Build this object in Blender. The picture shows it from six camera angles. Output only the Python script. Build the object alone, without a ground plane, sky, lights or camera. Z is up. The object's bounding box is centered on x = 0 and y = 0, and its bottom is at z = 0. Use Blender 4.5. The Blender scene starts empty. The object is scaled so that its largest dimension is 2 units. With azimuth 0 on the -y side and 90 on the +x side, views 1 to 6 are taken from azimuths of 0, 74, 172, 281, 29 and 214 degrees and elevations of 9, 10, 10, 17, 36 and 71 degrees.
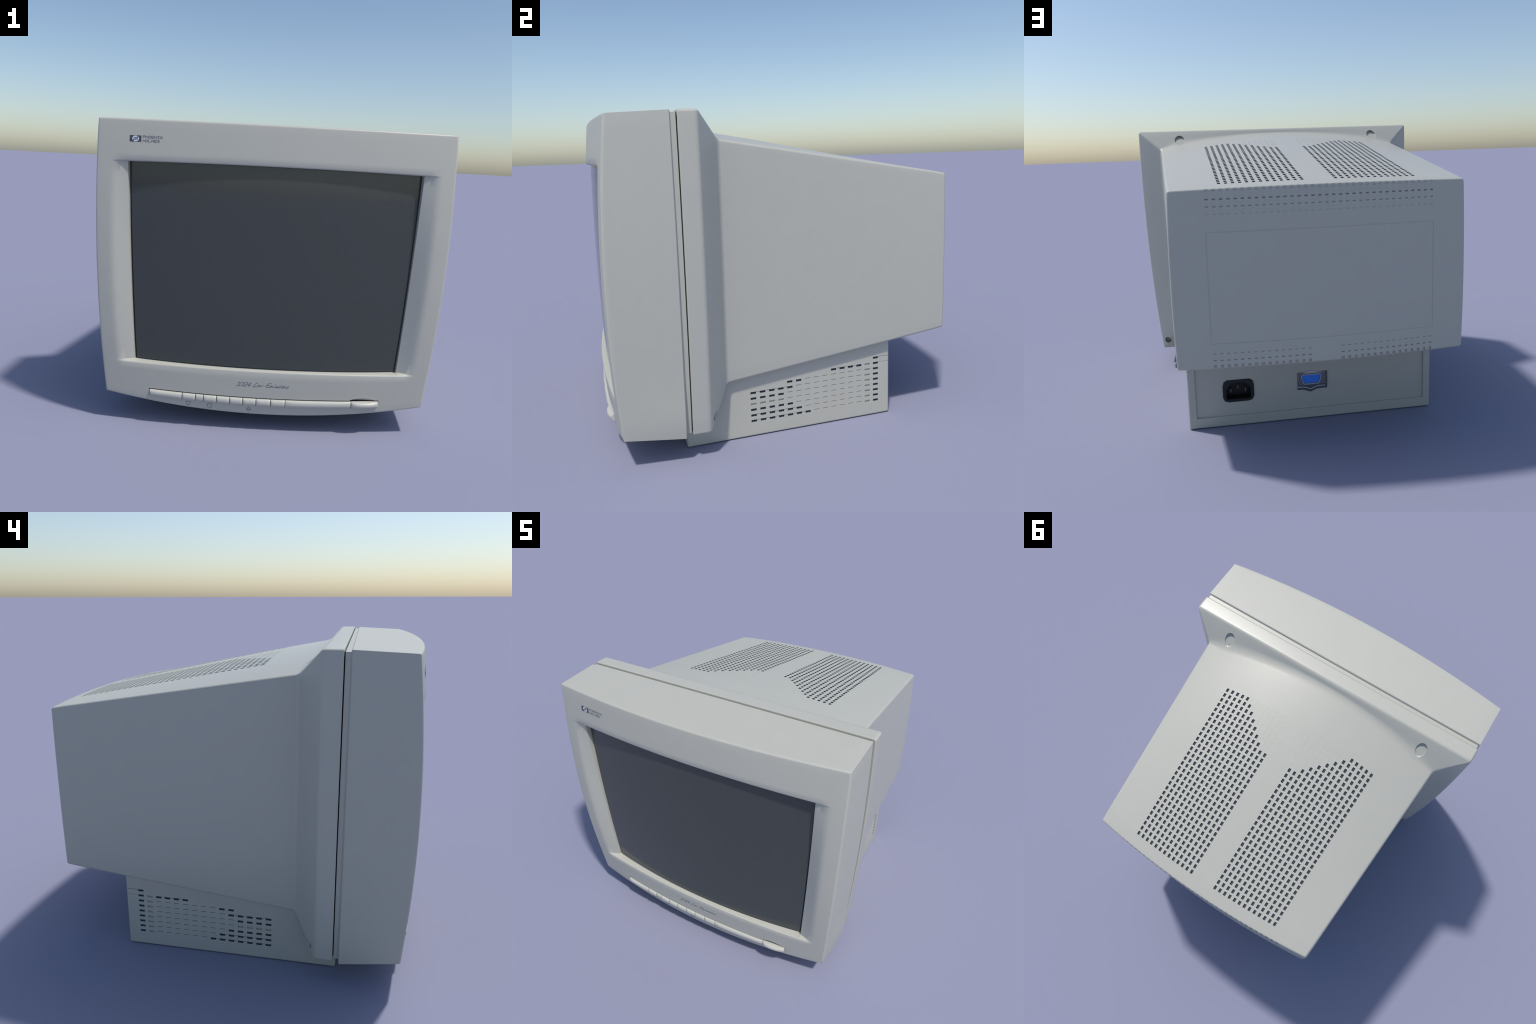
# Bulky beige cathode-ray-tube computer monitor, built part by part.
# x = width (symmetric), y = depth (screen faces -y), z = up.  Metres.
import bpy, bmesh, math
from mathutils import Vector

SQ = math.sin(math.radians(45))

# ------------------------------------------------------------------ materials
def new_mat(name):
    m = bpy.data.materials.new(name)
    m.use_nodes = True
    nt = m.node_tree
    return m, nt, nt.nodes["Principled BSDF"]

def plastic(name, col, rough=0.5, grain=0.008, bump=0.05, spec=0.5):
    """moulded plastic: a faint mottle, sparse fine specks and a fine pebble grain"""
    m, nt, b = new_mat(name)
    tc = nt.nodes.new("ShaderNodeTexCoord")
    n1 = nt.nodes.new("ShaderNodeTexNoise"); n1.inputs["Scale"].default_value = 9.0
    n1.inputs["Detail"].default_value = 4
    nt.links.new(tc.outputs["Object"], n1.inputs["Vector"])
    r1 = nt.nodes.new("ShaderNodeValToRGB")
    r1.color_ramp.elements[0].position = 0.3
    r1.color_ramp.elements[1].position = 0.7
    a, c = 1 - grain, 1 + grain
    r1.color_ramp.elements[0].color = (col[0]*a, col[1]*a, col[2]*a, 1)
    r1.color_ramp.elements[1].color = (col[0]*c, col[1]*c, col[2]*c, 1)
    nt.links.new(n1.outputs["Fac"], r1.inputs["Fac"])
    # sparse darker specks, as in the moulded granulate
    n2 = nt.nodes.new("ShaderNodeTexNoise"); n2.inputs["Scale"].default_value = 95.0
    n2.inputs["Detail"].default_value = 1
    nt.links.new(tc.outputs["Object"], n2.inputs["Vector"])
    r2 = nt.nodes.new("ShaderNodeValToRGB")
    r2.color_ramp.elements[0].position = 0.72; r2.color_ramp.elements[0].color = (0, 0, 0, 1)
    r2.color_ramp.elements[1].position = 0.80; r2.color_ramp.elements[1].color = (0.25, 0.25, 0.25, 1)
    nt.links.new(n2.outputs["Fac"], r2.inputs["Fac"])
    mix = nt.nodes.new("ShaderNodeMix"); mix.data_type = 'RGBA'
    nt.links.new(r2.outputs["Color"], mix.inputs["Factor"])
    nt.links.new(r1.outputs["Color"], mix.inputs["A"])
    mix.inputs["B"].default_value = (col[0]*.55, col[1]*.55, col[2]*.55, 1)
    nt.links.new(mix.outputs["Result"], b.inputs["Base Color"])
    n3 = nt.nodes.new("ShaderNodeTexNoise"); n3.inputs["Scale"].default_value = 130.0
    n3.inputs["Detail"].default_value = 2
    nt.links.new(tc.outputs["Object"], n3.inputs["Vector"])
    bp = nt.nodes.new("ShaderNodeBump"); bp.inputs["Strength"].default_value = bump
    bp.inputs["Distance"].default_value = 0.004
    nt.links.new(n3.outputs["Fac"], bp.inputs["Height"])
    nt.links.new(bp.outputs["Normal"], b.inputs["Normal"])
    b.inputs["Roughness"].default_value = rough
    b.inputs["Specular IOR Level"].default_value = spec
    return m

def plain(name, col, rough=0.5, metal=0.0, spec=0.5):
    """smooth material with a slight tonal mottle"""
    m, nt, b = new_mat(name)
    tc = nt.nodes.new("ShaderNodeTexCoord")
    n1 = nt.nodes.new("ShaderNodeTexNoise"); n1.inputs["Scale"].default_value = 30.0
    nt.links.new(tc.outputs["Object"], n1.inputs["Vector"])
    r = nt.nodes.new("ShaderNodeValToRGB")
    r.color_ramp.elements[0].color = (col[0]*.95, col[1]*.95, col[2]*.95, 1)
    r.color_ramp.elements[1].color = (min(1, col[0]*1.05), min(1, col[1]*1.05), min(1, col[2]*1.05), 1)
    nt.links.new(n1.outputs["Fac"], r.inputs["Fac"])
    nt.links.new(r.outputs["Color"], b.inputs["Base Color"])
    b.inputs["Roughness"].default_value = rough
    b.inputs["Metallic"].default_value = metal
    b.inputs["Specular IOR Level"].default_value = spec
    return m

BEIGE = (0.468, 0.462, 0.404)
M_SHELL = plastic("housing_plastic", BEIGE, rough=0.34, bump=0.05)
M_BEZEL = plastic("bezel_plastic", BEIGE, rough=0.45, bump=0.06)
M_BUTTON = plastic("button_plastic", (0.51, 0.50, 0.44), rough=0.32, grain=0.008, bump=0.0)
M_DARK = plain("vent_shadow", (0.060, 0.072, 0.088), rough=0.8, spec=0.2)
M_GAP = plain("gap_dark", (0.012, 0.013, 0.013), rough=0.8, spec=0.1)
M_GLASS = plain("tube_glass", (0.054, 0.060, 0.058), rough=0.09, spec=0.5)
M_INK = plain("printed_ink", (0.145, 0.155, 0.180), rough=0.6)
M_INK_FAINT = plain("printed_ink_faint", (0.26, 0.26, 0.27), rough=0.5)
M_INK_DARK = plain("printed_ink_dark", (0.070, 0.075, 0.090), rough=0.6)
M_BADGE = plain("badge_slate", (0.058, 0.063, 0.073), rough=0.5)
M_BADGE_LIGHT = plain("badge_silver", (0.64, 0.68, 0.78), rough=0.4)
M_BLACK = plain("socket_black", (0.012, 0.013, 0.014), rough=0.4, spec=0.4)
M_STEEL = plain("port_steel", (0.20, 0.20, 0.23), rough=0.35, metal=0.6)
M_STEEL_DARK = plain("port_steel_dark", (0.085, 0.095, 0.11), rough=0.5, metal=0.3)
M_BRIGHT = plain("port_steel_bright", (0.62, 0.68, 0.72), rough=0.35, metal=0.4)
M_STEEL_PALE = plain("port_steel_pale", (0.50, 0.48, 0.52), rough=0.4, metal=0.0)
M_SCREW = plain("screw_brass", (0.30, 0.32, 0.27), rough=0.4, metal=0.3)
M_PRONG = plain("prong_metal", (0.14, 0.14, 0.19), rough=0.4)
M_BLUE_DARK = plain("port_blue_dark", (0.025, 0.15, 0.62), rough=0.5)
M_BLUE = plain("port_blue", (0.035, 0.225, 0.90), rough=0.4)

# ------------------------------------------------------------------ helpers
ROOT = bpy.data.objects.new("computer_monitor", None)
bpy.context.scene.collection.objects.link(ROOT)
ROOT["label"] = "boxy beige tube computer monitor with vented rear housing"
ROOT["category"] = "computer monitor"

def finish(me, angle=33):
    me.polygons.foreach_set("use_smooth", [True]*len(me.polygons))
    me.set_sharp_from_angle(angle=math.radians(angle))
    me.update()

def add_obj(name, me, parent=ROOT, weighted=True):
    ob = bpy.data.objects.new(name, me)
    bpy.context.scene.collection.objects.link(ob)
    ob.parent = parent
    if weighted:
        wn = ob.modifiers.new("weighted_normals", 'WEIGHTED_NORMAL')
        wn.keep_sharp = True
        wn.weight = 50
    return ob

def mesh_from(name, verts, faces, mats, idx=None, angle=33, merge=1e-6):
    bm = bmesh.new()
    vs = [bm.verts.new(v) for v in verts]
    for k, f in enumerate(faces):
        if len(set(f)) < 3: continue
        try:
            fa = bm.faces.new([vs[i] for i in f])
        except ValueError:
            continue
        fa.material_index = idx[k] if idx else 0
    if merge: bmesh.ops.remove_doubles(bm, verts=bm.verts, dist=merge)
    bmesh.ops.recalc_face_normals(bm, faces=bm.faces)
    me = bpy.data.meshes.new(name)
    bm.to_mesh(me); bm.free()
    for m in mats: me.materials.append(m)
    finish(me, angle)
    return me

class Builder:
    """quad builder whose cells can be pushed in as straight-walled pits"""
    def __init__(s): s.v = []; s.f = []; s.m = []
    def vert(s, p): s.v.append(tuple(p)); return len(s.v)-1
    def face(s, f, mat=0): s.f.append(tuple(f)); s.m.append(mat)
    def pit(s, quads, shift, floor_mat, wall_mat=0):
        """push a region of quads along shift (vector or function of point)"""
        new = {}
        edges = {}
        for q in quads:
            for i in q:
                if i not in new:
                    p = Vector(s.v[i])
                    d = shift(p) if callable(shift) else Vector(shift)
                    new[i] = s.vert(p+d)
            for a, b in zip(q, q[1:]+q[:1]):
                edges[(a, b)] = edges.get((a, b), 0)+1
            s.face([new[i] for i in q], floor_mat)
        for (a, b) in edges:
            if (b, a) not in edges:
                s.face([a, b, new[b], new[a]], wall_mat)
    def mesh(s, name, mats, angle=33):
        return mesh_from(name, s.v, s.f, mats, s.m, angle)

def lerp(a, b, t): return a+(b-a)*t

def boolean_cut(ob_mesh, cutters):
    """return the mesh with the cutter meshes carved out"""
    tmp = bpy.data.objects.new("tmp", ob_mesh)
    bpy.context.scene.collection.objects.link(tmp)
    cs = []
    for c in cutters:
        co = bpy.data.objects.new("tmp_cutter", c)
        bpy.context.scene.collection.objects.link(co)
        mod = tmp.modifiers.new("cut", 'BOOLEAN')
        mod.operation = 'DIFFERENCE'; mod.solver = 'EXACT'; mod.object = co
        cs.append(co)
    dg = bpy.context.evaluated_depsgraph_get()
    out = bpy.data.meshes.new_from_object(tmp.evaluated_get(dg))
    for o in cs+[tmp]: bpy.data.objects.remove(o)
    finish(out)
    return out

# ------------------------------------------------------------------ bezel profile
def side_x(z):                       # half width of the front frame at height z
    w = z-.95
    return .9681+.0388*w-.0374*w*w+.0031*w**3

def face_y(x, z):                    # doubly bowed front face
    w = z-.95
    e = -.9490+.011*w+.0706*w*w+.0017*w**3
    e -= .0045*max(0, (.36-z)/.26)**1.5
    b = .060+.0145*(z-.1)/1.62
    return e-b*(1-(x/side_x(z))**2)

def lip_x(z):                        # inner edge of the side pillars
    w = z-.95
    return .7837+.0482*w-.0154*w*w

def lip_y(z): return -.9235-.0063*(z-.95)
def bottom_z(x): return .1725-.073*(1-(x/.912)**2)
def low_edge_z(x): return .3709-.0063*(1-(x/.86)**2)
def high_edge_z(x): return .100+1.3959+.0092*(1-(x/.904)**2)
FLOOR_Y = -.855
TOP_Z = 1.7245

def pillar_y(x, z):                  # scooped side pillars
    ax = abs(x); xc = side_x(z)-.080; xl = lip_x(z)
    if ax >= xc: return face_y(x, z)
    t = min(1.0, (xc-ax)/(xc-xl))
    yc = face_y(xc, z); D = lip_y(z)-yc
    a = -.13*(xc-xl); t0 = .34
    m = (D-a*t0/2)/(1-t0/2)
    if t < t0: return yc+a*t+(m-a)*t*t/(2*t0)
    return yc+a*t0+(m-a)*t0/2+m*(t-t0)

R = .012                             # rounding of the outer edges
def build_bezel():
    # columns: ('o', side, s) on pillars, ('i', t) between the lips
    OS = [0, .21, .32, .40, .48, .56, .64, .73, .82, .91, 1]
    cols = [('o', -1, k) for k in OS]
    cols += [('i', 0, -1+2*k/28) for k in range(29)]
    cols += [('o', 1, k) for k in reversed(OS)]
    # rows: (kind, parameter)
    rows = [('band_low', k/6) for k in range(7)]
    rows += [('shelf_low', k) for k in range(4)]
    rows += [('mid', (k+1)/18) for k in range(17)]
    rows += [('shelf_high', k) for k in range(4)]
    rows += [('band_high', k/6) for k in range(7)]
    B = Builder()
    N, M = len(cols), len(rows)
    def xcol(c, z):
        if c[0] == 'i': return c[2]*(lip_x(z)-.007)
        return c[1]*lerp(side_x(z)-R, lip_x(z), c[2])
    def target(c, x, z):
        return FLOOR_Y if c[0] == 'i' else pillar_y(x, z)
    G = [[0]*M for _ in range(N)]
    for i, c in enumerate(cols):
        for j, (kind, p) in enumerate(rows):
            z = {'band_low': .27, 'shelf_low': .375, 'mid': .95, 'shelf_high': 1.495, 'band_high': 1.6}[kind]
            for _ in range(4):
                x = xcol(c, z)
                lo, hi = low_edge_z(x), high_edge_z(x)
                if kind == 'band_low': z = lerp(bottom_z(x)+R, lo-.006, p)
                elif kind == 'shelf_low': z = lo+(-.0022, 0.0, .0016, .0085)[p]
                elif kind == 'mid': z = lerp(lo+.0085, hi-.005, p)
                elif kind == 'shelf_high': z = hi+(-.005, -.0008, .0004, .0026)[p]
                else: z = lerp(hi+.006, TOP_Z-R, p)
            y = face_y(x, z)
            D = target(c, x, z)-y
            ry = min(.006, max(0, D)*.5)
            if kind == 'shelf_low': y += (ry*.3, ry*.75, ry*1.3, D)[p]
            elif kind == 'shelf_high': y += (D, ry*1.3, ry*.75, ry*.3)[p]
            elif kind == 'mid': y += D
            G[i][j] = B.vert((x, y, z))
    for i in range(N-1):
        for j in range(M-1):
            dark = rows[j][0] in ('mid',) and cols[i][0] == 'i' and cols[i+1][0] == 'i'
            B.face((G[i][j], G[i+1][j], G[i+1][j+1], G[i][j+1]), 1 if dark else 0)
    per = [(i, 0) for i in range(N)]+[(N-1, j) for j in range(1, M)] \
        + [(i, M-1) for i in range(N-2, -1, -1)]+[(0, j) for j in range(M-2, 0, -1)]
    loops = [[G[i][j] for i, j in per]]
    outs = []
    for i, j in per:
        ox = -1 if i == 0 else (1 if i == N-1 else 0)
        oz = -1 if j == 0 else (1 if j == M-1 else 0)
        if ox and oz: ox *= .82; oz *= .82
        outs.append((ox, oz))
    def ring(fn):
        L = []
        for k, (i, j) in enumerate(per):
            L.append(B.vert(fn(Vector(B.v[G[i][j]]), outs[k])))
        loops.append(L)
    for a in (22.5, 45, 67.5, 90):
        s, c = math.sin(math.radians(a))*R, (1-math.cos(math.radians(a)))*R
        ring(lambda P, o: (P.x+o[0]*s, P.y+c, P.z+o[1]*s))
    def drop(P, o):                  # how far the outline shifts in z towards the rear
        base = -.037+.025*(1-(P.x/.912)**2)*(1 if o[1] < 0 else 0)
        return lerp(base, .0130, min(1, max(0, (P.z-.1735)/1.547)))
    for f in (.04, .35, .7, .985, 1.0):
        ins = .005 if f == 1.0 else 0
        def fn(P, o):
            y0 = P.y+R
            y = lerp(y0, -.609, f)
            swell = .008*math.sin(min(1, f)*math.pi/2)*math.exp(-((P.z-.27)/.13)**2)
            return (P.x+o[0]*(R-ins+swell), y, P.z+o[1]*(R-ins)+drop(P, o)*f)
        ring(fn)
    for A, C in zip(loops, loops[1:]):
        n = len(A)
        for k in range(n):
            B.face((A[k], A[(k+1) % n], C[(k+1) % n], C[k]))
    B.face(loops[-1])
    return B.mesh("bezel", [M_BEZEL, M_GAP])

# button row limits on the face
def row_top(x): return .1995+.012*(x/.657)**2
def row_bot(x): return .1560+.0185*(x/.657)**2

def slab_on_face(x0, x1, zt, zb, y_front, y_back, n=40, name="slab", mats=(M_GAP,)):
    """closed slab following the bowed face between two height curves"""
    V, Fc = [], []
    for k in range(n+1):
        x = lerp(x0, x1, k/n)
        for z in (zb(x), zt(x)):
            for off in (y_front, y_back):
                V.append((x, face_y(x, z)+off, z))
    for k in range(n):
        a = 4*k; b = a+4               # a+0 low/front a+1 low/back a+2 high/front a+3 high/back
        Fc += [(a, b, b+2, a+2), (a+1, a+3, b+3, b+1), (a, a+1, b+1, b), (a+2, b+2, b+3, a+3)]
    Fc += [(0, 2, 3, 1), (4*n, 4*n+1, 4*n+3, 4*n+2)]
    return mesh_from(name, V, Fc, list(mats))

def ellipsoid(name, c, r, nu=40, nv=20, power=1.0):
    V, Fc = [], []
    for j in range(nv+1):
        t = math.pi*j/nv
        for i in range(nu):
            p = 2*math.pi*i/nu
            V.append((c[0]+r[0]*math.cos(t), c[1]+r[1]*math.sin(t)*math.cos(p), c[2]+r[2]*math.sin(t)*math.sin(p)))
    for j in range(nv):
        for i in range(nu):
            Fc.append((j*nu+i, j*nu+(i+1) % nu, (j+1)*nu+(i+1) % nu, (j+1)*nu+i))
    return mesh_from(name, V, Fc, [M_BEZEL])

bez = build_bezel()
slot = slab_on_face(-.6575, .6590, lambda x: row_top(x)+.0045, lambda x: row_bot(x)-.0015, -.03, .016, name="slot_cutter")
scoop = ellipsoid("scoop_cutter", (.574, face_y(.574, .205)-.002, .197), (.098, .017, .031))
bez = boolean_cut(bez, [slot, scoop])
bez.name = "bezel"
bezel = add_obj("bezel", bez, weighted=False)
add_obj("button_slot", slab_on_face(-.6570, .6585, lambda x: row_top(x)+.004, lambda x: row_bot(x)-.001, .009, .0155,
                                    name="button_slot"), bezel)

# ------------------------------------------------------------------ buttons
def button_mesh(name, x0, x1, p, step=False, power=False):
    V, Fc = [], []
    n, q = 18, 12
    g = .0016
    for k in range(n+1):
        u = -1+2*k/n
        u = math.copysign(1-(1-abs(u))**1.6, u) if k not in (0, n) else u
        x = lerp(x0+g, x1-g, (u+1)/2)
        endf = (1-.30*abs(u)**8)
        pp = p*endf
        if power: pp = p*(.25+.75*math.sqrt(max(0, 1-abs(u*.97)**2.2)))
        zt, zb = row_top(x)-.0008, row_bot(x)+.0004
        zc, h = (zt+zb)/2, (zt-zb)/2
        yb = face_y(x, zc)
        for a in range(q+1):
            t = math.pi*a/q
            cz, sy = math.cos(t), math.sin(t)
            e = .92
            zz = zc+h*math.copysign(abs(cz)**e, cz)
            yy = yb-pp*abs(sy)**(.85 if not power else .70)
            if power and a <= q//2: yy += 0
            V.append((x, yy if 0 < a < q else yb+.002, zz))
        V.append((x, yb+.0105, zb)); V.append((x, yb+.0105, zt))
    m = q+3
    for k in range(n):
        for a in range(m):
            b = (a+1) % m
            Fc.append((k*m+a, k*m+b, (k+1)*m+b, (k+1)*m+a))
    Fc.append(tuple(range(m))); Fc.append(tuple(n*m+a for a in reversed(range(m))))
    return mesh_from(name, V, Fc, [M_BUTTON], angle=42)

DIV = [-.6545, -.4638, -.3877, -.3417, -.2671, -.1921, -.1160, -.0409, .0412, .1248, .5007, .6572]
KIND = ["trim_strip", "button", "indicator_window"]+["button"]*6+["trim_strip", "power_button"]
for k, kind in enumerate(KIND):
    pw = kind == "power_button"
    p = .031 if pw else (.0125 if kind == "indicator_window" else .0170)
    add_obj(kind, button_mesh(kind, DIV[k], DIV[k+1], p, power=pw), bezel)

# ------------------------------------------------------------------ tube screen
def glass_y(x, z):
    w = z-.95
    return -.9115+.032*w*w-.066*(1-(x/.775)**2)

def build_screen():
    B = Builder()
    E = .0045                        # rolled edge of the glass
    us = [-1]+[-1+2*k/36 for k in range(37)]+[1]
    vs = [0]+[k/28 for k in range(29)]
    nx, nz = len(us)-1, len(vs)-1
    G = []
    for i, u in enumerate(us):
        col = []
        for j, v in enumerate(vs):
            z = lerp(.375, 1.495, v)
            for _ in range(3):
                W = lip_x(z)-.0073
                x = u*(W-E) if 0 < i < nx else u*W
                lo, hi = low_edge_z(x)+.0066, high_edge_z(x)-.0030
                z = lo if j == 0 else lerp(lo+E, hi, v)
            d = 1 if i in (0, nx) or j == 0 else 0
            col.append(B.vert((x, glass_y(x, z)+.007*d, z)))
        G.append(col)
    for i in range(nx):
        for j in range(nz):
            B.face((G[i][j], G[i+1][j], G[i+1][j+1], G[i][j+1]))
    per = [(i, 0) for i in range(nx+1)]+[(nx, j) for j in range(1, nz+1)] \
        + [(i, nz) for i in range(nx-1, -1, -1)]+[(0, j) for j in range(nz-1, 0, -1)]
    A = [G[i][j] for i, j in per]
    C = [B.vert((B.v[a][0], FLOOR_Y-.002, B.v[a][2])) for a in A]
    for k in range(len(A)):
        B.face((A[k], A[(k+1) % len(A)], C[(k+1) % len(A)], C[k]))
    B.face(C)
    return B.mesh("screen", [M_GLASS])
add_obj("screen", build_screen())

# ------------------------------------------------------------------ rear housing
PITCH, HW = .0345, .0078
COLS = sorted([s*(PITCH*(k+.5)+e*HW) for k in range(17) for s in (-1, 1) for e in (-1, 1)]+[-.5785, .5785, -.5840, .5840]
              + [-.66, .66])
ZB, ZT = .4875, 1.391
ROWZ = [.532, .537, .555, .567, .5715, .590, .620, .6255, .70, .78, .86, .94, 1.02, 1.10, 1.1805, 1.186,
        1.2675, 1.2720, 1.290, 1.3035, 1.3085, 1.327, 1.3385, 1.3450, 1.363]
ROWV = [(z-ZB)/(ZT-ZB) for z in ROWZ]
CA = (0, 22.5, 45)
# column codes: corner columns carry an angle
CC = [('c', -1, a) for a in reversed(CA)]+[('u', u, 0) for u in COLS]+[('c', 1, a) for a in CA]
RC = [('c', -1, a) for a in reversed(CA)]+[('v', v, 0) for v in ROWV]+[('c', 1, a) for a in CA]
NC, NR = len(CC), len(RC)
PER = [(i, 0) for i in range(NC)]+[(NC-1, j) for j in range(1, NR)] \
    + [(i, NR-1) for i in range(NC-2, -1, -1)]+[(0, j) for j in range(NR-2, 0, -1)]

def outline(scale, xs, zb, zt, rc, inset=0.0):
    """rounded-corner outline; xs(v) half width, zb/zt(x) bottom and top curves"""
    P = []
    for i, j in PER:
        c, r = CC[i], RC[j]
        if j in (0, NR-1):
            s = 1 if j else -1
            edge = zt if j else zb
            X = xs(1.0 if j else 0.0)
            if c[0] == 'u':
                x = c[1]*scale; z = edge(x); n = (0, s)
            else:
                a = math.radians(c[2])
                x = c[1]*(X-rc+rc*math.sin(a)); z = edge(X)-s*rc*(1-math.cos(a))
                n = (c[1]*math.sin(a), s*math.cos(a))
        else:
            s = 1 if i else -1
            if r[0] == 'v':
                X = xs(r[1]); x = s*X; z = lerp(zb(X), zt(X), r[1]); n = (s, 0)
            else:
                v = 1.0 if r[1] > 0 else 0.0
                X = xs(v); a = math.radians(90-r[2])
                e = (zt if v else zb)(X)
                if r[2] == 45: a = math.radians(45)
                x = s*(X-rc+rc*math.sin(a)); z = e-r[1]*rc*(1-math.cos(a))
                n = (s*math.sin(a), r[1]*math.cos(a))
        P.append([x-n[0]*inset, z-n[1]*inset])
    return P

def arch(x): return max(0.0, 1-(x/.8267)**2)
def rear_y(x): return .9515+.0485*(1-(x/.7557)**2)
def xs_rim(v):
    z = lerp(.1447, 1.724, v)
    return side_x(z)-.004*(1-v)+.0045
def xs_front(v): return .7895+.0395*v+.026*v*(1-v)
def xs_rear(v): return lerp(.7605, .7575, v)+.036*v*(1-v)

def station_rim(y, inset, rc=.014):
    o = outline(1.285, xs_rim, lambda x: .1425, lambda x: 1.738, rc, inset)
    return [(x, y, z) for x, z in o]
def station_front():
    o = outline(1.0625, xs_front, lambda x: .3410, lambda x: 1.6095+.0910*arch(x), .016)
    out = []
    for (i, j), (x, z) in zip(PER, o):
        top = max(0.0, min(1.0, (z-1.582)/.028))
        out.append((x, -.367-.092*arch(x)*top, z))
    return out
def station_rear(back, inset, rc=.014):
    o = outline(1.0, xs_rear, lambda x: .4875, lambda x: 1.3945+.0085*max(0, 1-(x/.755)**2), rc, inset)
    return [(x, rear_y(x)-back, z) for x, z in o]

HOLES = {2: 22, 3: 22, 4: 23, 5: 24, 6: 25, 7: 26, 8: 27, 9: 28, 10: 29, 11: 29, 12: 29, 13: 29, 14: 29}
def build_housing():
    B = Builder()
    S = []
    S.append((station_rim(-.5775, .0035), None))
    S.append((station_rim(-.5735, .0), None))
    S.append((station_rim(-.502, .0), None))
    S.append((station_rim(-.490, .0020), None))
    S.append((station_rim(-.480, .0075), None))
    rim = station_rim(-.4847, 0); fr = station_front(); re = station_rear(0, 0)
    # slope from the rim down to the body with a soft concave turn
    def mixl(A, C, t): return [tuple(lerp(a[k], c[k], t) for k in range(3)) for a, c in zip(A, C)]
    def body(t):                     # loft of the tapering body, roof crowned along its length
        out = []
        for (i, j), p in zip(PER, mixl(fr, re, t)):
            up = .0060*6.75*t*(1-t)**2*arch(p[0])**1.4 if j == NR-1 else 0
            out.append((p[0], p[1], p[2]+up))
        return out
    soft = [(1.0 if CC[i][0] == 'u' else .42) if j == NR-1 else .30 for i, j in PER]
    Q0 = [tuple(lerp(b[k], a[k], .28*w) for k in range(3)) for a, b, w in zip(rim, fr, soft)]
    bd = body(.030); bd2 = body(.010)
    Q2 = [a if w > .9 else b for a, b, w in zip(bd, bd2, soft)]
    S.append((mixl(rim, fr, .45), None))
    for t in (0, .25, .5, .75, 1.0):
        S.append(([tuple((1-t)**2*a[k]+2*t*(1-t)*b[k]+t*t*c[k] for k in range(3)) for a, b, c in zip(Q0, fr, Q2)], None))
    S.append((body(.10), None))
    for j in range(29, -1, -1):
        t = .9365-.0254*j
        S.append((body(t-.0082), ('hole', j)))
        S.append((body(t+.0082), None))
    rb = .012
    for a in (0, 22.5, 45, 67.5, 90):
        s, c = math.sin(math.radians(a)), math.cos(math.radians(a))
        S.append((station_rear(rb*(1-s), rb*(1-c)), None))
    idx = [[B.vert(p) for p in st[0]] for st in S]
    n = len(PER)
    toprow = {}                      # column index -> perimeter slot on the top side
    for k, (i, j) in enumerate(PER):
        if j == NR-1: toprow[i] = k
    holecell = {}
    for k in range(2, 15):
        for s in (-1, 1):
            a, b = sorted((s*(PITCH*(k+.5)-HW), s*(PITCH*(k+.5)+HW)))
            ia = 3+min(range(len(COLS)), key=lambda q: abs(COLS[q]-a))
            holecell[toprow[ia+1]] = k
    for si in range(len(S)-1):
        A, C = idx[si], idx[si+1]
        tag = S[si][1]
        for k in range(n):
            quad = [A[k], A[(k+1) % n], C[(k+1) % n], C[k]]
            if tag and k in holecell and tag[1] <= HOLES[holecell[k]]:
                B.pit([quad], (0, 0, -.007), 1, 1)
            elif tag and k in holecell:
                B.pit([quad], (0, 0, -.0005), 0)
            else:
                B.face(quad)
    B.face(list(reversed(idx[0])))
    # rear wall grid
    last = idx[-1]
    G = {}
    for k, ij in enumerate(PER): G[ij] = last[k]
    for i in range(1, NC-1):
        for j in range(1, NR-1):
            x = B.v[G[(i, NR-1)]][0] if CC[i][0] == 'c' else CC[i][1]
            z = B.v[G[(0, j)]][2]
            G[(i, j)] = B.vert((x, rear_y(x), z))
    def ci(val): return 3+min(range(len(COLS)), key=lambda q: abs(COLS[q]-val))
    def ri(z): return 3+min(range(len(ROWZ)), key=lambda q: abs(ROWZ[q]-z))
    slot_cols = {}
    for k in range(17):
        for s in (-1, 1):
            a = min(s*(PITCH*(k+.5)-HW), s*(PITCH*(k+.5)+HW))
            slot_cols[ci(a)] = k
    g0, g1 = ci(-.5840), ci(-.5785); g2, g3 = ci(.5785), ci(.5840)
    h0, h1 = ri(.620), ri(1.1805)
    deep = {ri(1.3385): .0085, ri(1.3450): .0007, ri(1.3035): .0048, ri(1.3085): .0006, ri(1.2675): .0014,
            ri(1.2720): .0005, ri(.532): .0050, ri(.537): .0005, ri(.567): .0028, ri(.5715): .0004}
    low = {ri(.532), ri(.537), ri(.567), ri(.5715)}
    groove = []
    for i in range(NC-1):
        for j in range(NR-1):
            q = [G[(i, j)], G[(i+1, j)], G[(i+1, j+1)], G[(i, j+1)]]
            on_v = i in (g0, g2) and h0 <= j <= h1
            on_h = j in (h0, h1) and g0 <= i <= g2
            if on_v or on_h:
                groove.append(q)
            elif i in slot_cols and j in deep and not (j in low and slot_cols[i] < 2):
                B.pit([q], (0, -deep[j], 0), 0)
            else:
                B.face(q)
    B.pit(groove, (0, -.0014, 0), 0)
    return B.mesh("rear_housing", [M_SHELL, M_DARK])

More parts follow.
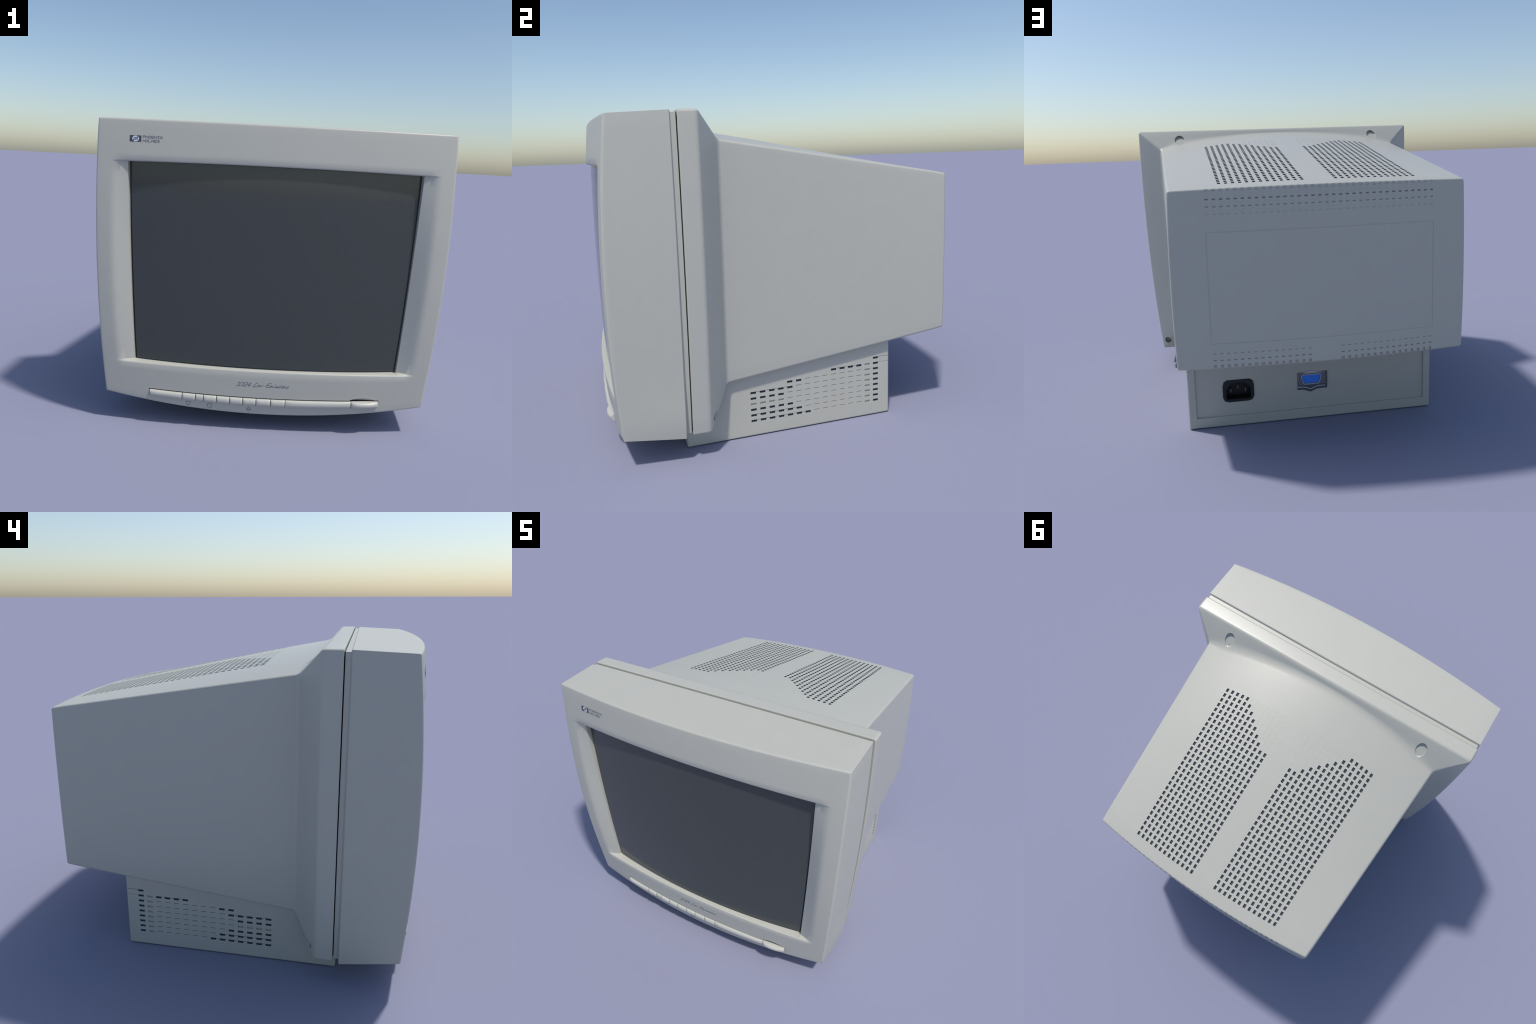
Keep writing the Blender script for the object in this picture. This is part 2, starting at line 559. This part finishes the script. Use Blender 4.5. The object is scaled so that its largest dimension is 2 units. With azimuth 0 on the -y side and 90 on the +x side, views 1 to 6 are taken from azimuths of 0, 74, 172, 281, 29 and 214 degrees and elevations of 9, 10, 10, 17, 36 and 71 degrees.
def bore(name, c, r, back_y, front_y, tilt):
    """screw bore cutter: cylinder along y with a tilted end"""
    V, Fc = [], []
    n = 28
    for s in range(2):
        for k in range(n):
            a = 2*math.pi*k/n
            x, z = r*math.cos(a), r*math.sin(a)
            y = back_y-(z*tilt) if s == 0 else front_y
            V.append((c[0]+x, y, c[1]+z))
    for k in range(n):
        Fc.append((k, (k+1) % n, n+(k+1) % n, n+k))
    Fc += [tuple(reversed(range(n))), tuple(range(n, 2*n))]
    return mesh_from(name, V, Fc, [M_SHELL])

hous = build_housing()
cut = []
for s in (-1, 1):
    cut.append(bore("bore", (s*.698, 1.671), .033, -.437, -.30, 1.25))
    cut.append(bore("bore", (s*.872, .214), .024, -.500, -.30, .0))
def notches():
    """row of slots broken through the rear top and bottom edges"""
    V, Fc = [], []
    def add(x0, x1, y0, z0, z1):
        b = len(V)
        for x in (x0, x1):
            for y in (y0, 1.08):
                for z in (z0, z1): V.append((x, y, z))
        for f in ((0, 1, 3, 2), (4, 6, 7, 5), (0, 4, 5, 1), (2, 3, 7, 6), (0, 2, 6, 4), (1, 5, 7, 3)):
            Fc.append(tuple(b+i for i in f))
    for k in range(17):
        for sg in (-1, 1):
            c = sg*PITCH*(k+.5)
            add(c-HW, c+HW, rear_y(c)-.0034, 1.3835, 1.46)
            if k >= 2: add(c-HW, c+HW, rear_y(c)-.0095, .43, .5115)
    return mesh_from("notches", V, Fc, [M_SHELL])
cut.append(notches())
hous = boolean_cut(hous, cut)
hous.name = "rear_housing"
housing = add_obj("rear_housing", hous)

# recessed lip in the seam between bezel and housing
def build_lip():
    B = Builder()
    L = []
    for y, ins in ((-.6100, .0130), (-.5836, .0130), (-.5826, .0140), (-.5826, .05), (-.6100, .05)):
        L.append([B.vert((x, y, z)) for x, z in
                  outline(1.285, xs_rim, lambda x: .1425, lambda x: 1.7385, .014, ins)])
    n = len(PER)
    for A, C in zip(L, L[1:]+L[:1]):
        for k in range(n):
            B.face((A[k], A[(k+1) % n], C[(k+1) % n], C[k]))
    return B.mesh("seam_lip", [M_SHELL])
add_obj("seam_lip", build_lip())
def build_seam_core():
    B = Builder()
    L = [[B.vert((x, y, z)) for x, z in outline(1.285, xs_rim, lambda x: .1425, lambda x: 1.7385, .014, .034)]
         for y in (-.62, -.57)]
    n = len(PER)
    for k in range(n):
        B.face((L[0][k], L[0][(k+1) % n], L[1][(k+1) % n], L[1][k]))
    B.face(L[0]); B.face(list(reversed(L[1])))
    return B.mesh("seam_core", [M_GAP])
add_obj("seam_core", build_seam_core())

# ------------------------------------------------------------------ electronics base
def base_x(y): return .752-.025*(y+.589)/1.203
YF, YR = -.589, .614
PANEL_Y = .604                       # recessed connector panel
def build_base():
    B = Builder()
    cy = [-.217+.0530*k for k in range(15)]
    ys = sorted([YF+.012, YR-.012]+[y+e*.0158 for y in cy for e in (-1, 1)]+[-.50, -.40, -.30])
    xr = sorted([-.678, .678, -.684, .684, -.5, -.3, -.1, .1, .3, .5])
    xf = [-.6, -.3, 0, .3, .6]
    zrow = [.0885+.0323*r for r in range(9)]
    zs = [.0625, .0680]
    for r, z in enumerate(zrow): zs += [z-.0060, z+.0030, z+.0060]
    zs = [z for z in zs if z > .011]
    zs = sorted(zs)+[.40, .47]
    # perimeter: right side front->rear, rear right->left, left rear->front, front
    r = .012
    per = []                         # (x, y, nx, ny, tag)
    arc = [22.5, 45, 67.5]
    for y in ys: per.append((base_x(y), y, 1, 0, ('s', 1, y)))
    X = base_x(YR)
    for a in arc:
        t = math.radians(a); per.append((X-r+r*math.cos(t), YR-r+r*math.sin(t), math.cos(t), math.sin(t), ('k', 1, 0)))
    per.append((X-r, YR, 0, 1, ('k', 1, 0)))
    for x in reversed(xr): per.append((x, YR, 0, 1, ('r', 0, x)))
    per.append((-X+r, YR, 0, 1, ('k', -1, 0)))
    for a in reversed(arc):
        t = math.radians(a); per.append((-(X-r+r*math.cos(t)), YR-r+r*math.sin(t), -math.cos(t), math.sin(t), ('k', -1, 0)))
    for y in reversed(ys): per.append((-base_x(y), y, -1, 0, ('s', -1, y)))
    X = base_x(YF)
    for a in arc:
        t = math.radians(a); per.append((-(X-r+r*math.cos(t)), YF+r-r*math.sin(t), -math.cos(t), -math.sin(t), ('f', 0, 0)))
    per.append((-X+r, YF, 0, -1, ('f', 0, 0)))
    for x in xf: per.append((x, YF, 0, -1, ('f', 0, x)))
    per.append((X-r, YF, 0, -1, ('f', 0, 0)))
    for a in reversed(arc):
        t = math.radians(a); per.append((X-r+r*math.cos(t), YF+r-r*math.sin(t), math.cos(t), -math.sin(t), ('f', 0, 0)))
    n = len(per)
    rb = .010
    levels = [(0.0, rb), (rb*(1-math.cos(math.radians(45)))*.3+.0008, rb*.55), (.003, rb*.29), (.0065, rb*.07), (rb, 0)]
    levels += [(z, 0) for z in zs]
    idx = [[B.vert((p[0]-p[2]*ins, p[1]-p[3]*ins, z)) for p in per] for z, ins in levels]
    def deep(rw, c):
        if c == 14: return True
        return c <= {0: 6, 1: 5, 2: 4, 3: -1, 4: 3, 5: 4, 6: 5, 7: 12, 8: 14}[rw]
    def has(rw, c): return c >= {6: 4, 7: 9, 8: 14}.get(rw, 0)
    groove, seams = [], {}
    for li in range(len(levels)-1):
        z0, z1 = levels[li][0], levels[li+1][0]; zc = (z0+z1)/2
        for k in range(n):
            k2 = (k+1) % n
            q = [idx[li][k], idx[li][k2], idx[li+1][k2], idx[li+1][k]]
            pa, pb = per[k], per[k2]
            cx, cyy = (pa[0]+pb[0])/2, (pa[1]+pb[1])/2
            nrm = Vector((pa[2]+pb[2], pa[3]+pb[3], 0)).normalized()
            done = False
            rear = pa[1] > YR-1e-4 and pb[1] > YR-1e-4
            if rear and zc > .0625:
                if abs(cx) < .684:
                    groove.append(q); done = True
            side = pa[4][0] == 's' and pb[4][0] == 's'
            if not done:
                rw = round((zc-.0885)/.0323)
                if 0 <= rw <= 8 and abs(zc-(.0885+.0323*rw)) < .0061:
                    topstrip = zc > .0885+.0323*rw+.003
                    if side:
                        c = round((cyy+.217)/.0530)
                        if 0 <= c <= 14 and abs(cyy-(-.217+.0530*c)) < .0158 and has(rw, c):
                            seams.setdefault((pa[4][1], rw, c), []).append((q, nrm)); done = True
                        elif topstrip:
                            cl = math.floor((cyy+.217)/.0530)
                            if 0 <= cl < 14 and has(rw, cl) and deep(rw, cl) and deep(rw, cl+1) and rw in (0, 1, 5, 7):
                                B.pit([q], nrm*-.0035, 0); done = True
                    if not done and topstrip and rw in (8, 7) and cyy > .545 and (side or pa[4][0] == 'k' or pb[4][0] == 'k') \
                            and abs(cx) > .70:
                        B.pit([q], nrm*(-.008 if rw == 8 else -.002), 0); done = True
            if not done: B.face(q)
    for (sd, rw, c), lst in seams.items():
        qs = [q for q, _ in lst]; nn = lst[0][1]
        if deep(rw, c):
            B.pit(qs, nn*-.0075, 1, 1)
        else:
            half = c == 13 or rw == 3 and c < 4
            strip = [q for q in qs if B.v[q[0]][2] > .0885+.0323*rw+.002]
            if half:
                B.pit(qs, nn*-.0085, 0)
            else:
                B.pit(strip, nn*-.0060, 1, 0)  # dark-floored sliver draws the shadow under the slot's upper lip
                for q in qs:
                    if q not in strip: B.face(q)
    B.pit(groove, (0, PANEL_Y-YR, 0), 0)
    B.face(list(reversed(idx[0]))); B.face(idx[-1])
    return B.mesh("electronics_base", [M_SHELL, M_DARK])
base_me = build_base()
# ------------------------------------------------------------------ sockets on the base rear
def prism(name, pts, y0, y1, mats, bevel=0.0, angle=33, hole=None, floor=None, floor_mat=0):
    """outline pts (x,z) extruded from y0 to the rear-facing front y1, edge chamfered;
    an optional hole outline (same point count) sinks to depth floor"""
    V, Fc, Mi = [], [], []
    n = len(pts)
    cx = sum(p[0] for p in pts)/n; cz = sum(p[1] for p in pts)/n
    def shrink(d):
        out = []
        for x, z in pts:
            v = Vector((x-cx, z-cz)); L = v.length
            v *= (L-d)/L
            out.append((cx+v.x, cz+v.y))
        return out
    lv = [(pts, y0), (pts, y1-bevel)]
    if bevel: lv.append((shrink(bevel), y1))
    for L, y in lv:
        for x, z in L: V.append((x, y, z))
    def add(f, m=0): Fc.append(f); Mi.append(m)
    for s in range(len(lv)-1):
        for k in range(n):
            a, b = s*n+k, s*n+(k+1) % n
            add((a, b, b+n, a+n))
    last = (len(lv)-1)*n
    if hole:
        h0 = len(V); m = len(hole)
        for x, z in hole: V.append((x, y1, z))
        for x, z in hole: V.append((x, floor, z))
        for k in range(m):
            add((h0+k, h0+(k+1) % m, h0+m+(k+1) % m, h0+m+k), floor_mat)
        add(tuple(h0+m+k for k in range(m)), floor_mat)
        for k in range(n):
            add((last+k, last+(k+1) % n, h0+(k+1) % n, h0+k))
    else:
        add(tuple(last+k for k in range(n)))
    add(tuple(reversed(range(n))))
    return mesh_from(name, V, Fc, mats, Mi, angle=angle)

def box(name, x0, x1, y0, y1, z0, z1, mats):
    V = [(x, y, z) for x in (x0, x1) for y in (y0, y1) for z in (z0, z1)]
    Fc = [(0, 1, 3, 2), (4, 6, 7, 5), (0, 4, 5, 1), (2, 3, 7, 6), (0, 2, 6, 4), (1, 5, 7, 3)]
    return mesh_from(name, V, Fc, mats)

def dshape(w, h, taper, r, seg=6):
    """D-shaped outline, wide edge up"""
    pts = []
    cs = [(w-r, h-r, 0), (-w+r, h-r, 90), (-w+taper+r, -h+r, 180), (w-taper-r, -h+r, 270)]
    for cx, cz, a0 in cs:
        for k in range(seg+1):
            a = math.radians(a0+90*k/seg)
            pts.append((cx+r*math.cos(a), cz+r*math.sin(a)))
    return pts

PX, PZ = .4365, .2105
outer = [(.0905, -.038), (.0905, .030), (.084, .055), (.064, .066), (-.064, .066), (-.084, .055),
         (-.0905, .030), (-.0905, -.038), (-.080, -.060), (-.058, -.067), (.058, -.067), (.080, -.060)]
inner = [(.070, -.045), (.0715, .006), (.064, .020), (.040, .050), (-.040, .050), (-.064, .020),
         (-.0715, .006), (-.070, -.045), (-.066, -.0485), (-.030, -.0485), (.030, -.0485), (.066, -.0485)]
VX, VZ = .0060, .2415
power_outer = [(PX+x, PZ+z) for x, z in outer]
port_hole = [(VX+x, VZ+z) for x, z in dshape(.0610, .0300, .009, .0155)]
base_me = boolean_cut(base_me, [
    prism("c1", [(PX+x*.97, PZ+z*.97) for x, z in outer], .520, .66, [M_SHELL]),
    prism("c2", port_hole, .540, .66, [M_SHELL])])
base_me.name = "electronics_base"
base = add_obj("electronics_base", base_me)
sock = add_obj("power_socket", prism("power_socket", power_outer, .524, PANEL_Y+.007, [M_BLACK, M_BLACK], .003, 33,
                                     [(PX+x, PZ+z) for x, z in inner], .548, 1), base)
for dx, dz in ((.043, -.004), (.001, .016), (-.042, -.004)):
    add_obj("prong", box("prong", PX+dx-.0024, PX+dx+.0024, .5475, .592, PZ+dz-.010, PZ+dz+.010, [M_PRONG]), sock)

# video port: plate with a crown and a dark wavy strip below, D-shaped shell and recessed blue insert
def wave(x): return -.014*math.exp(-((x-.012)/.026)**2)
def crown(x): return .012*math.exp(-((x-.005)/.030)**4)
n = 28
xsr = [lerp(-.089, .089, k/(n-1)) for k in range(n)]
PY = PANEL_Y
# plate body as a flat frame around the port opening
def plate_ring():
    m = len(port_hole)
    out = []
    for x, z in port_hole:
        dx, dz = x-VX, z-VZ
        f = min((.089-VX if dx > 0 else .089+VX)/max(1e-6, abs(dx)), (.2830-VZ if dz > 0 else VZ-.1960)/max(1e-6, abs(dz)))
        out.append((VX+dx*f, VZ+dz*f))
    return out
port = add_obj("video_port", prism("video_port", plate_ring(), .556, PY+.004, [M_STEEL, M_STEEL], 0, 33,
                                   [(VX+x, VZ+z) for x, z in dshape(.0575, .0268, .009, .013)], .560, 1), base)
strip_outline = [(x, .1970+wave(x)) for x in xsr]+[(x, .1775+wave(x)*1.1) for x in reversed(xsr)]
add_obj("port_dark_strip", prism("port_dark_strip", strip_outline, .600, PY+.0025, [M_STEEL_DARK], 0), port)  # thin dark strip along the plate's wavy lower edge
hood = [(x, .2815+crown(x)) for x in xsr if abs(x) < .06]+[(x, .2765) for x in reversed(xsr) if abs(x) < .06]
add_obj("port_hood", prism("port_hood", hood, .600, PY+.0050, [M_STEEL_PALE], 0), port)
add_obj("port_edge", prism("port_edge", [(-.0893, .1963), (-.0893, .2833), (-.0815, .2833), (-.0815, .1963)], .600, PY+.006,
                           [M_STEEL_DARK], 0), port)
web = [(x, .2060+wave(x)*.3) for x in xsr if abs(x) < .078]+[(x, .1960+wave(x)) for x in reversed(xsr) if abs(x) < .078]
add_obj("port_web", prism("port_web", web, .600, PY+.0046, [M_STEEL_DARK], 0), port)
lip = [(x, .1990+wave(x)) for x in xsr if x > -.082]+[(x, .1950+wave(x)) for x in reversed(xsr) if x > -.082]
add_obj("wavy_rim", prism("wavy_rim", lip, .600, PY+.009, [M_BRIGHT], 0), port)
shell_o = [(VX+x, VZ+z) for x, z in dshape(.0615, .0308, .009, .016)]
shell_i = [(VX+x, VZ+z) for x, z in dshape(.0572, .0265, .009, .013)]
add_obj("port_shell", prism("port_shell", shell_o, .570, PY+.010, [M_STEEL_PALE, M_STEEL_PALE], .0015, 33, shell_i, .5745, 1), port)
ins_y = PY+.0015
ins = add_obj("port_insert", prism("port_insert", [(VX+x, VZ+z) for x, z in dshape(.0560, .0254, .009, .012)], .5755, ins_y,
                                   [M_BLUE], .001), port)
pv, pf = [], []
for rz, off in ((.012, 0), (0, .010), (-.012, 0)):
    for k in range(5):
        cx, cz = VX+.034-.017*k+off*.5, VZ+rz
        b0 = len(pv)
        for y in (ins_y-.0005, ins_y+.0005):
            for a in range(8):
                pv.append((cx+.0022*math.cos(a*math.pi/4), y, cz+.0022*math.sin(a*math.pi/4)))
        for a in range(8): pf.append((b0+a, b0+(a+1) % 8, b0+8+(a+1) % 8, b0+8+a))
        pf.append(tuple(b0+8+a for a in range(8)))
pins = add_obj("pin_hole", mesh_from("pin_hole", pv, pf, [M_BLUE_DARK]), ins, weighted=False)
pins["kind"] = "stuff"
def hexpts(c, r, m=6): return [(c[0]+r*math.cos(math.pi*2*k/m), c[1]+r*math.sin(math.pi*2*k/m)) for k in range(m)]
for sx in (.0775, -.0690):
    sc = add_obj("port_screw", prism("port_screw", hexpts((sx, .247), .0095), .602, PY+.010, [M_SCREW], .002), port)
    add_obj("screw_hole", prism("screw_hole", hexpts((sx, .247), .0050, 12), .602, PY+.0105, [M_STEEL_DARK], 0), sc)

# ------------------------------------------------------------------ printed marks (stroke lettering laid on the face)
def arcpts(cx, cz, rx, rz, a0, a1, m=12):
    return [(cx+rx*math.cos(math.radians(lerp(a0, a1, k/m))), cz+rz*math.sin(math.radians(lerp(a0, a1, k/m)))) for k in range(m+1)]

def strokes_mesh(name, strokes, width, mat, off=.0006):
    V, Fc = [], []
    for si, pts in enumerate(strokes):
        # densify
        P = []
        for a, b in zip(pts, pts[1:]):
            L = math.hypot(b[0]-a[0], b[1]-a[1]); m = max(1, int(L/.006))
            for k in range(m): P.append((lerp(a[0], b[0], k/m), lerp(a[1], b[1], k/m)))
        P.append(pts[-1])
        o = off+.00005*(si % 7)
        rows = []
        for k, p in enumerate(P):
            a = P[max(0, k-1)]; b = P[min(len(P)-1, k+1)]
            d = Vector((b[0]-a[0], b[1]-a[1]))
            if d.length < 1e-9: d = Vector((1, 0))
            d.normalize(); nx, nz = -d.y*width/2, d.x*width/2
            ext = Vector((0, 0))
            if k == 0: ext = -d*width*.4
            if k == len(P)-1: ext = d*width*.4
            L = (p[0]+nx+ext.x, p[1]+nz+ext.y); Rr = (p[0]-nx+ext.x, p[1]-nz+ext.y)
            base_i = len(V)
            for q in (L, Rr):
                y = face_y(q[0], q[1])
                V.append((q[0], y-o, q[1])); V.append((q[0], y+.001, q[1]))
            rows.append(base_i)
        for a, b in zip(rows, rows[1:]):
            Fc += [(a, a+2, b+2, b), (a, b, b+1, a+1), (a+2, a+3, b+3, b+2)]
        for e in (rows[0], rows[-1]): Fc.append((e, e+1, e+3, e+2))
    return mesh_from(name, V, Fc, [mat], merge=0)

CAPS = {
 'P': [[(0, 0), (0, 1)], [(0, 1), (.62, 1)]+arcpts(.62, .76, .36, .24, 90, -90)+[(.62, .52), (0, .52)]],
 'H': [[(0, 0), (0, 1)], [(1, 0), (1, 1)], [(0, .5), (1, .5)]],
 'O': [arcpts(.5, .5, .5, .5, 0, 360, 24)],
 'E': [[(.95, 0), (0, 0), (0, 1), (.95, 1)], [(0, .5), (.85, .5)]],
 'N': [[(0, 0), (0, 1), (1, 0), (1, 1)]],
 'I': [[(.5, 0), (.5, 1)], [(.1, 0), (.9, 0)], [(.1, 1), (.9, 1)]],
 'X': [[(0, 0), (1, 1)], [(0, 1), (1, 0)]],
 'L': [[(0, 1), (0, 0), (.95, 0)]],
 'M': [[(0, 0), (.05, 1), (.5, .35), (.95, 1), (1, 0)]],
 'S': [[(.95, .82)]+arcpts(.5, .76, .42, .24, 40, 250)+arcpts(.5, .25, .46, .25, 80, -150)],
}
def caps(word, x0, z0, pitch, w, h):
    out = []
    for k, ch in enumerate(word):
        for s in CAPS[ch]:
            out.append([(x0+pitch*k+px*w, z0+pz*h) for px, pz in s])
    return out
st = caps("PHOENIX", -.7225, 1.6225, .01575, .0125, .0122)+caps("HOLMES", -.7225, 1.6020, .01575, .0125, .0122)
add_obj("maker_lettering", strokes_mesh("maker_lettering", st, .0025, M_INK), bezel, weighted=False)

# slanted brush script; each glyph in its own cell, cap height 1, x-height .5
SCRIPT = {
 '1': (.55, [[(.10, .78), (.36, 1.0), (.36, 0)], [(.05, 0), (.62, 0)]]),
 '0': (.78, [arcpts(.38, .5, .33, .5, 60, 420, 20)]),
 '2': (.75, [[(.05, .72)]+arcpts(.36, .72, .30, .28, 170, -30)+[(.30, .30), (.02, .03), (.30, .08), (.68, .0)]]),
 '4': (.80, [[(.55, 1.0), (.02, .32), (.78, .32)], [(.50, .62), (.50, -.08)]]),
 ' ': (.50, []),
 'L': (.78, [[(.55, .95), (.38, 1.0), (.22, .75), (.12, .2), (.02, 0), (.70, .04)]]),
 'o': (.50, [arcpts(.22, .24, .20, .24, 80, 440, 14)+[(.46, .42)]]),
 'w': (.66, [[(.02, .46), (.10, .04), (.28, .30), (.36, .04), (.54, .44), (.64, .46)]]),
 'E': (.85, [[(.78, .98)]+arcpts(.42, .76, .34, .24, 70, 260, 10)+[(.55, .52)]+arcpts(.42, .25, .40, .25, 100, 300, 12)+[(.80, .16)]]),
 'm': (.74, [[(.02, .44), (.06, .0), (.08, .30), (.22, .46), (.28, .02), (.32, .32), (.46, .46), (.52, .04), (.68, .12)]]),
 'i': (.34, [[(.08, .46), (.08, .06), (.30, .12)], [(.12, .70), (.16, .76)]]),
 's': (.42, [[(.04, .06), (.26, .50), (.32, .20), (.14, .0), (.06, .10), (.38, .14)]]),
 'n': (.54, [[(.02, .44), (.06, .0), (.10, .32), (.28, .46), (.34, .04), (.50, .12)]]),
}
def script(text, x0, x1, z0, h, shear=.55):
    tot = sum(SCRIPT[c][0] for c in text)
    sc = (x1-x0-shear*h*.6)/tot
    out, cx = [], 0.0
    for c in text:
        w, ss = SCRIPT[c]
        for s in ss:
            out.append([(x0+(cx+px)*sc+pz*h*shear, z0+pz*h) for px, pz in s])
        cx += w
    return out
add_obj("model_lettering", strokes_mesh("model_lettering", script("1024 Low Emissions", -.160, .146, .2725, .0245), .0026, M_INK),
        bezel, weighted=False)
sym = [[(-.4410, .1533), (-.4140, .1533), (-.4210, .1323), (-.4350, .1323), (-.4410, .1533)],
       [(-.3155, .1495), (-.2946, .1495), (-.2946, .1268), (-.3155, .1268), (-.3155, .1495)],
       [(-.0755, .1395), (-.0800, .1440), (-.0935, .1310), (-.0800, .1176), (-.0755, .1220)],
       [(-.0865, .1310), (-.0700, .1310)], arcpts(-.0698, .1310, .0024, .0024, 0, 360, 10)]
add_obj("control_symbol", strokes_mesh("control_symbol", sym, .0021, M_INK_DARK), bezel, weighted=False)

def power_icon():
    cx, cz = .5800, .1880
    V, Fc = [], []
    def ink(pts, w):
        rows = []
        for k, p in enumerate(pts):
            a = pts[max(0, k-1)]; b = pts[min(len(pts)-1, k+1)]
            d = Vector((b[0]-a[0], b[1]-a[1])).normalized()
            r0 = len(V)
            for s in (1, -1):
                q = (p[0]-d.y*w/2*s, p[1]+d.x*w/2*s)
                zt, zb = row_top(q[0])-.0008, row_bot(q[0])+.0004
                zc, h = (zt+zb)/2, (zt-zb)/2
                u = (q[0]-(DIV[10]+DIV[11])/2)/((DIV[11]-DIV[10])/2)
                pp = .030*(.25+.75*math.sqrt(max(0, 1-abs(u*.97)**2.2)))
                cz_ = min(1, abs((q[1]-zc)/h))**(1/.92)
                y = face_y(q[0], zc)-pp*(1-cz_*cz_)**(.5*.70)
                V.append((q[0], y-.0007, q[1])); V.append((q[0], y+.002, q[1]))
            rows.append(r0)
        for a, b in zip(rows, rows[1:]):
            Fc.extend([(a, a+2, b+2, b), (a, b, b+1, a+1), (a+2, a+3, b+3, b+2)])
    ink(arcpts(cx, cz, .0088, .0088, 0, 360, 24), .0016)
    ink([(cx, cz-.005), (cx, cz), (cx, cz+.005)], .0016)
    return mesh_from("power_symbol", V, Fc, [M_INK_FAINT], merge=0)
add_obj("power_symbol", power_icon(), bezel, weighted=False)

# maker badge: slate plate, pale disc, slanted two-letter monogram
bx0, bx1, bz0, bz1 = -.7960, -.7320, 1.6012, 1.6345
badge = add_obj("maker_badge", slab_on_face(bx0, bx1, lambda x: bz1, lambda x: bz0, -.0006, .002, n=8, name="maker_badge",
                                            mats=(M_BADGE,)), bezel)
dc = (-.7630, 1.6178)
def disc(name, c, rx, rz, off, mat, m=40):
    V = [(c[0], face_y(*c)-off, c[1])]; Fc = []
    for k in range(m):
        a = 2*math.pi*k/m; x, z = c[0]+rx*math.cos(a), c[1]+rz*math.sin(a)
        V.append((x, face_y(x, z)-off, z)); V.append((x, face_y(x, z)+.001, z))
    for k in range(m):
        a, b = 1+2*k, 1+2*((k+1) % m)
        Fc += [(0, a, b), (a, a+1, b+1, b)]
    return mesh_from(name, V, Fc, [mat])
add_obj("badge_disc", disc("badge_disc", dc, .0190, .0152, .0010, M_BADGE_LIGHT), badge)
def sl(pts): return [(dc[0]+x+z*.45, dc[1]+z) for x, z in pts]
mono = [sl([(-.0100, .0060), (-.0100, -.0166)]), sl([(-.0100, .0056), (-.0030, .0062), (-.0018, .0030), (-.0018, -.0030), (-.0034, -.0058), (-.0095, -.0058)]),
        sl([(.0035, -.0070), (.0035, .0166)]), sl([(.0035, .0050), (.0095, .0058), (.0108, .0030), (.0108, -.0070)])]
add_obj("badge_monogram", strokes_mesh("badge_monogram", mono, .0034, M_BADGE, off=.0014), badge, weighted=False)
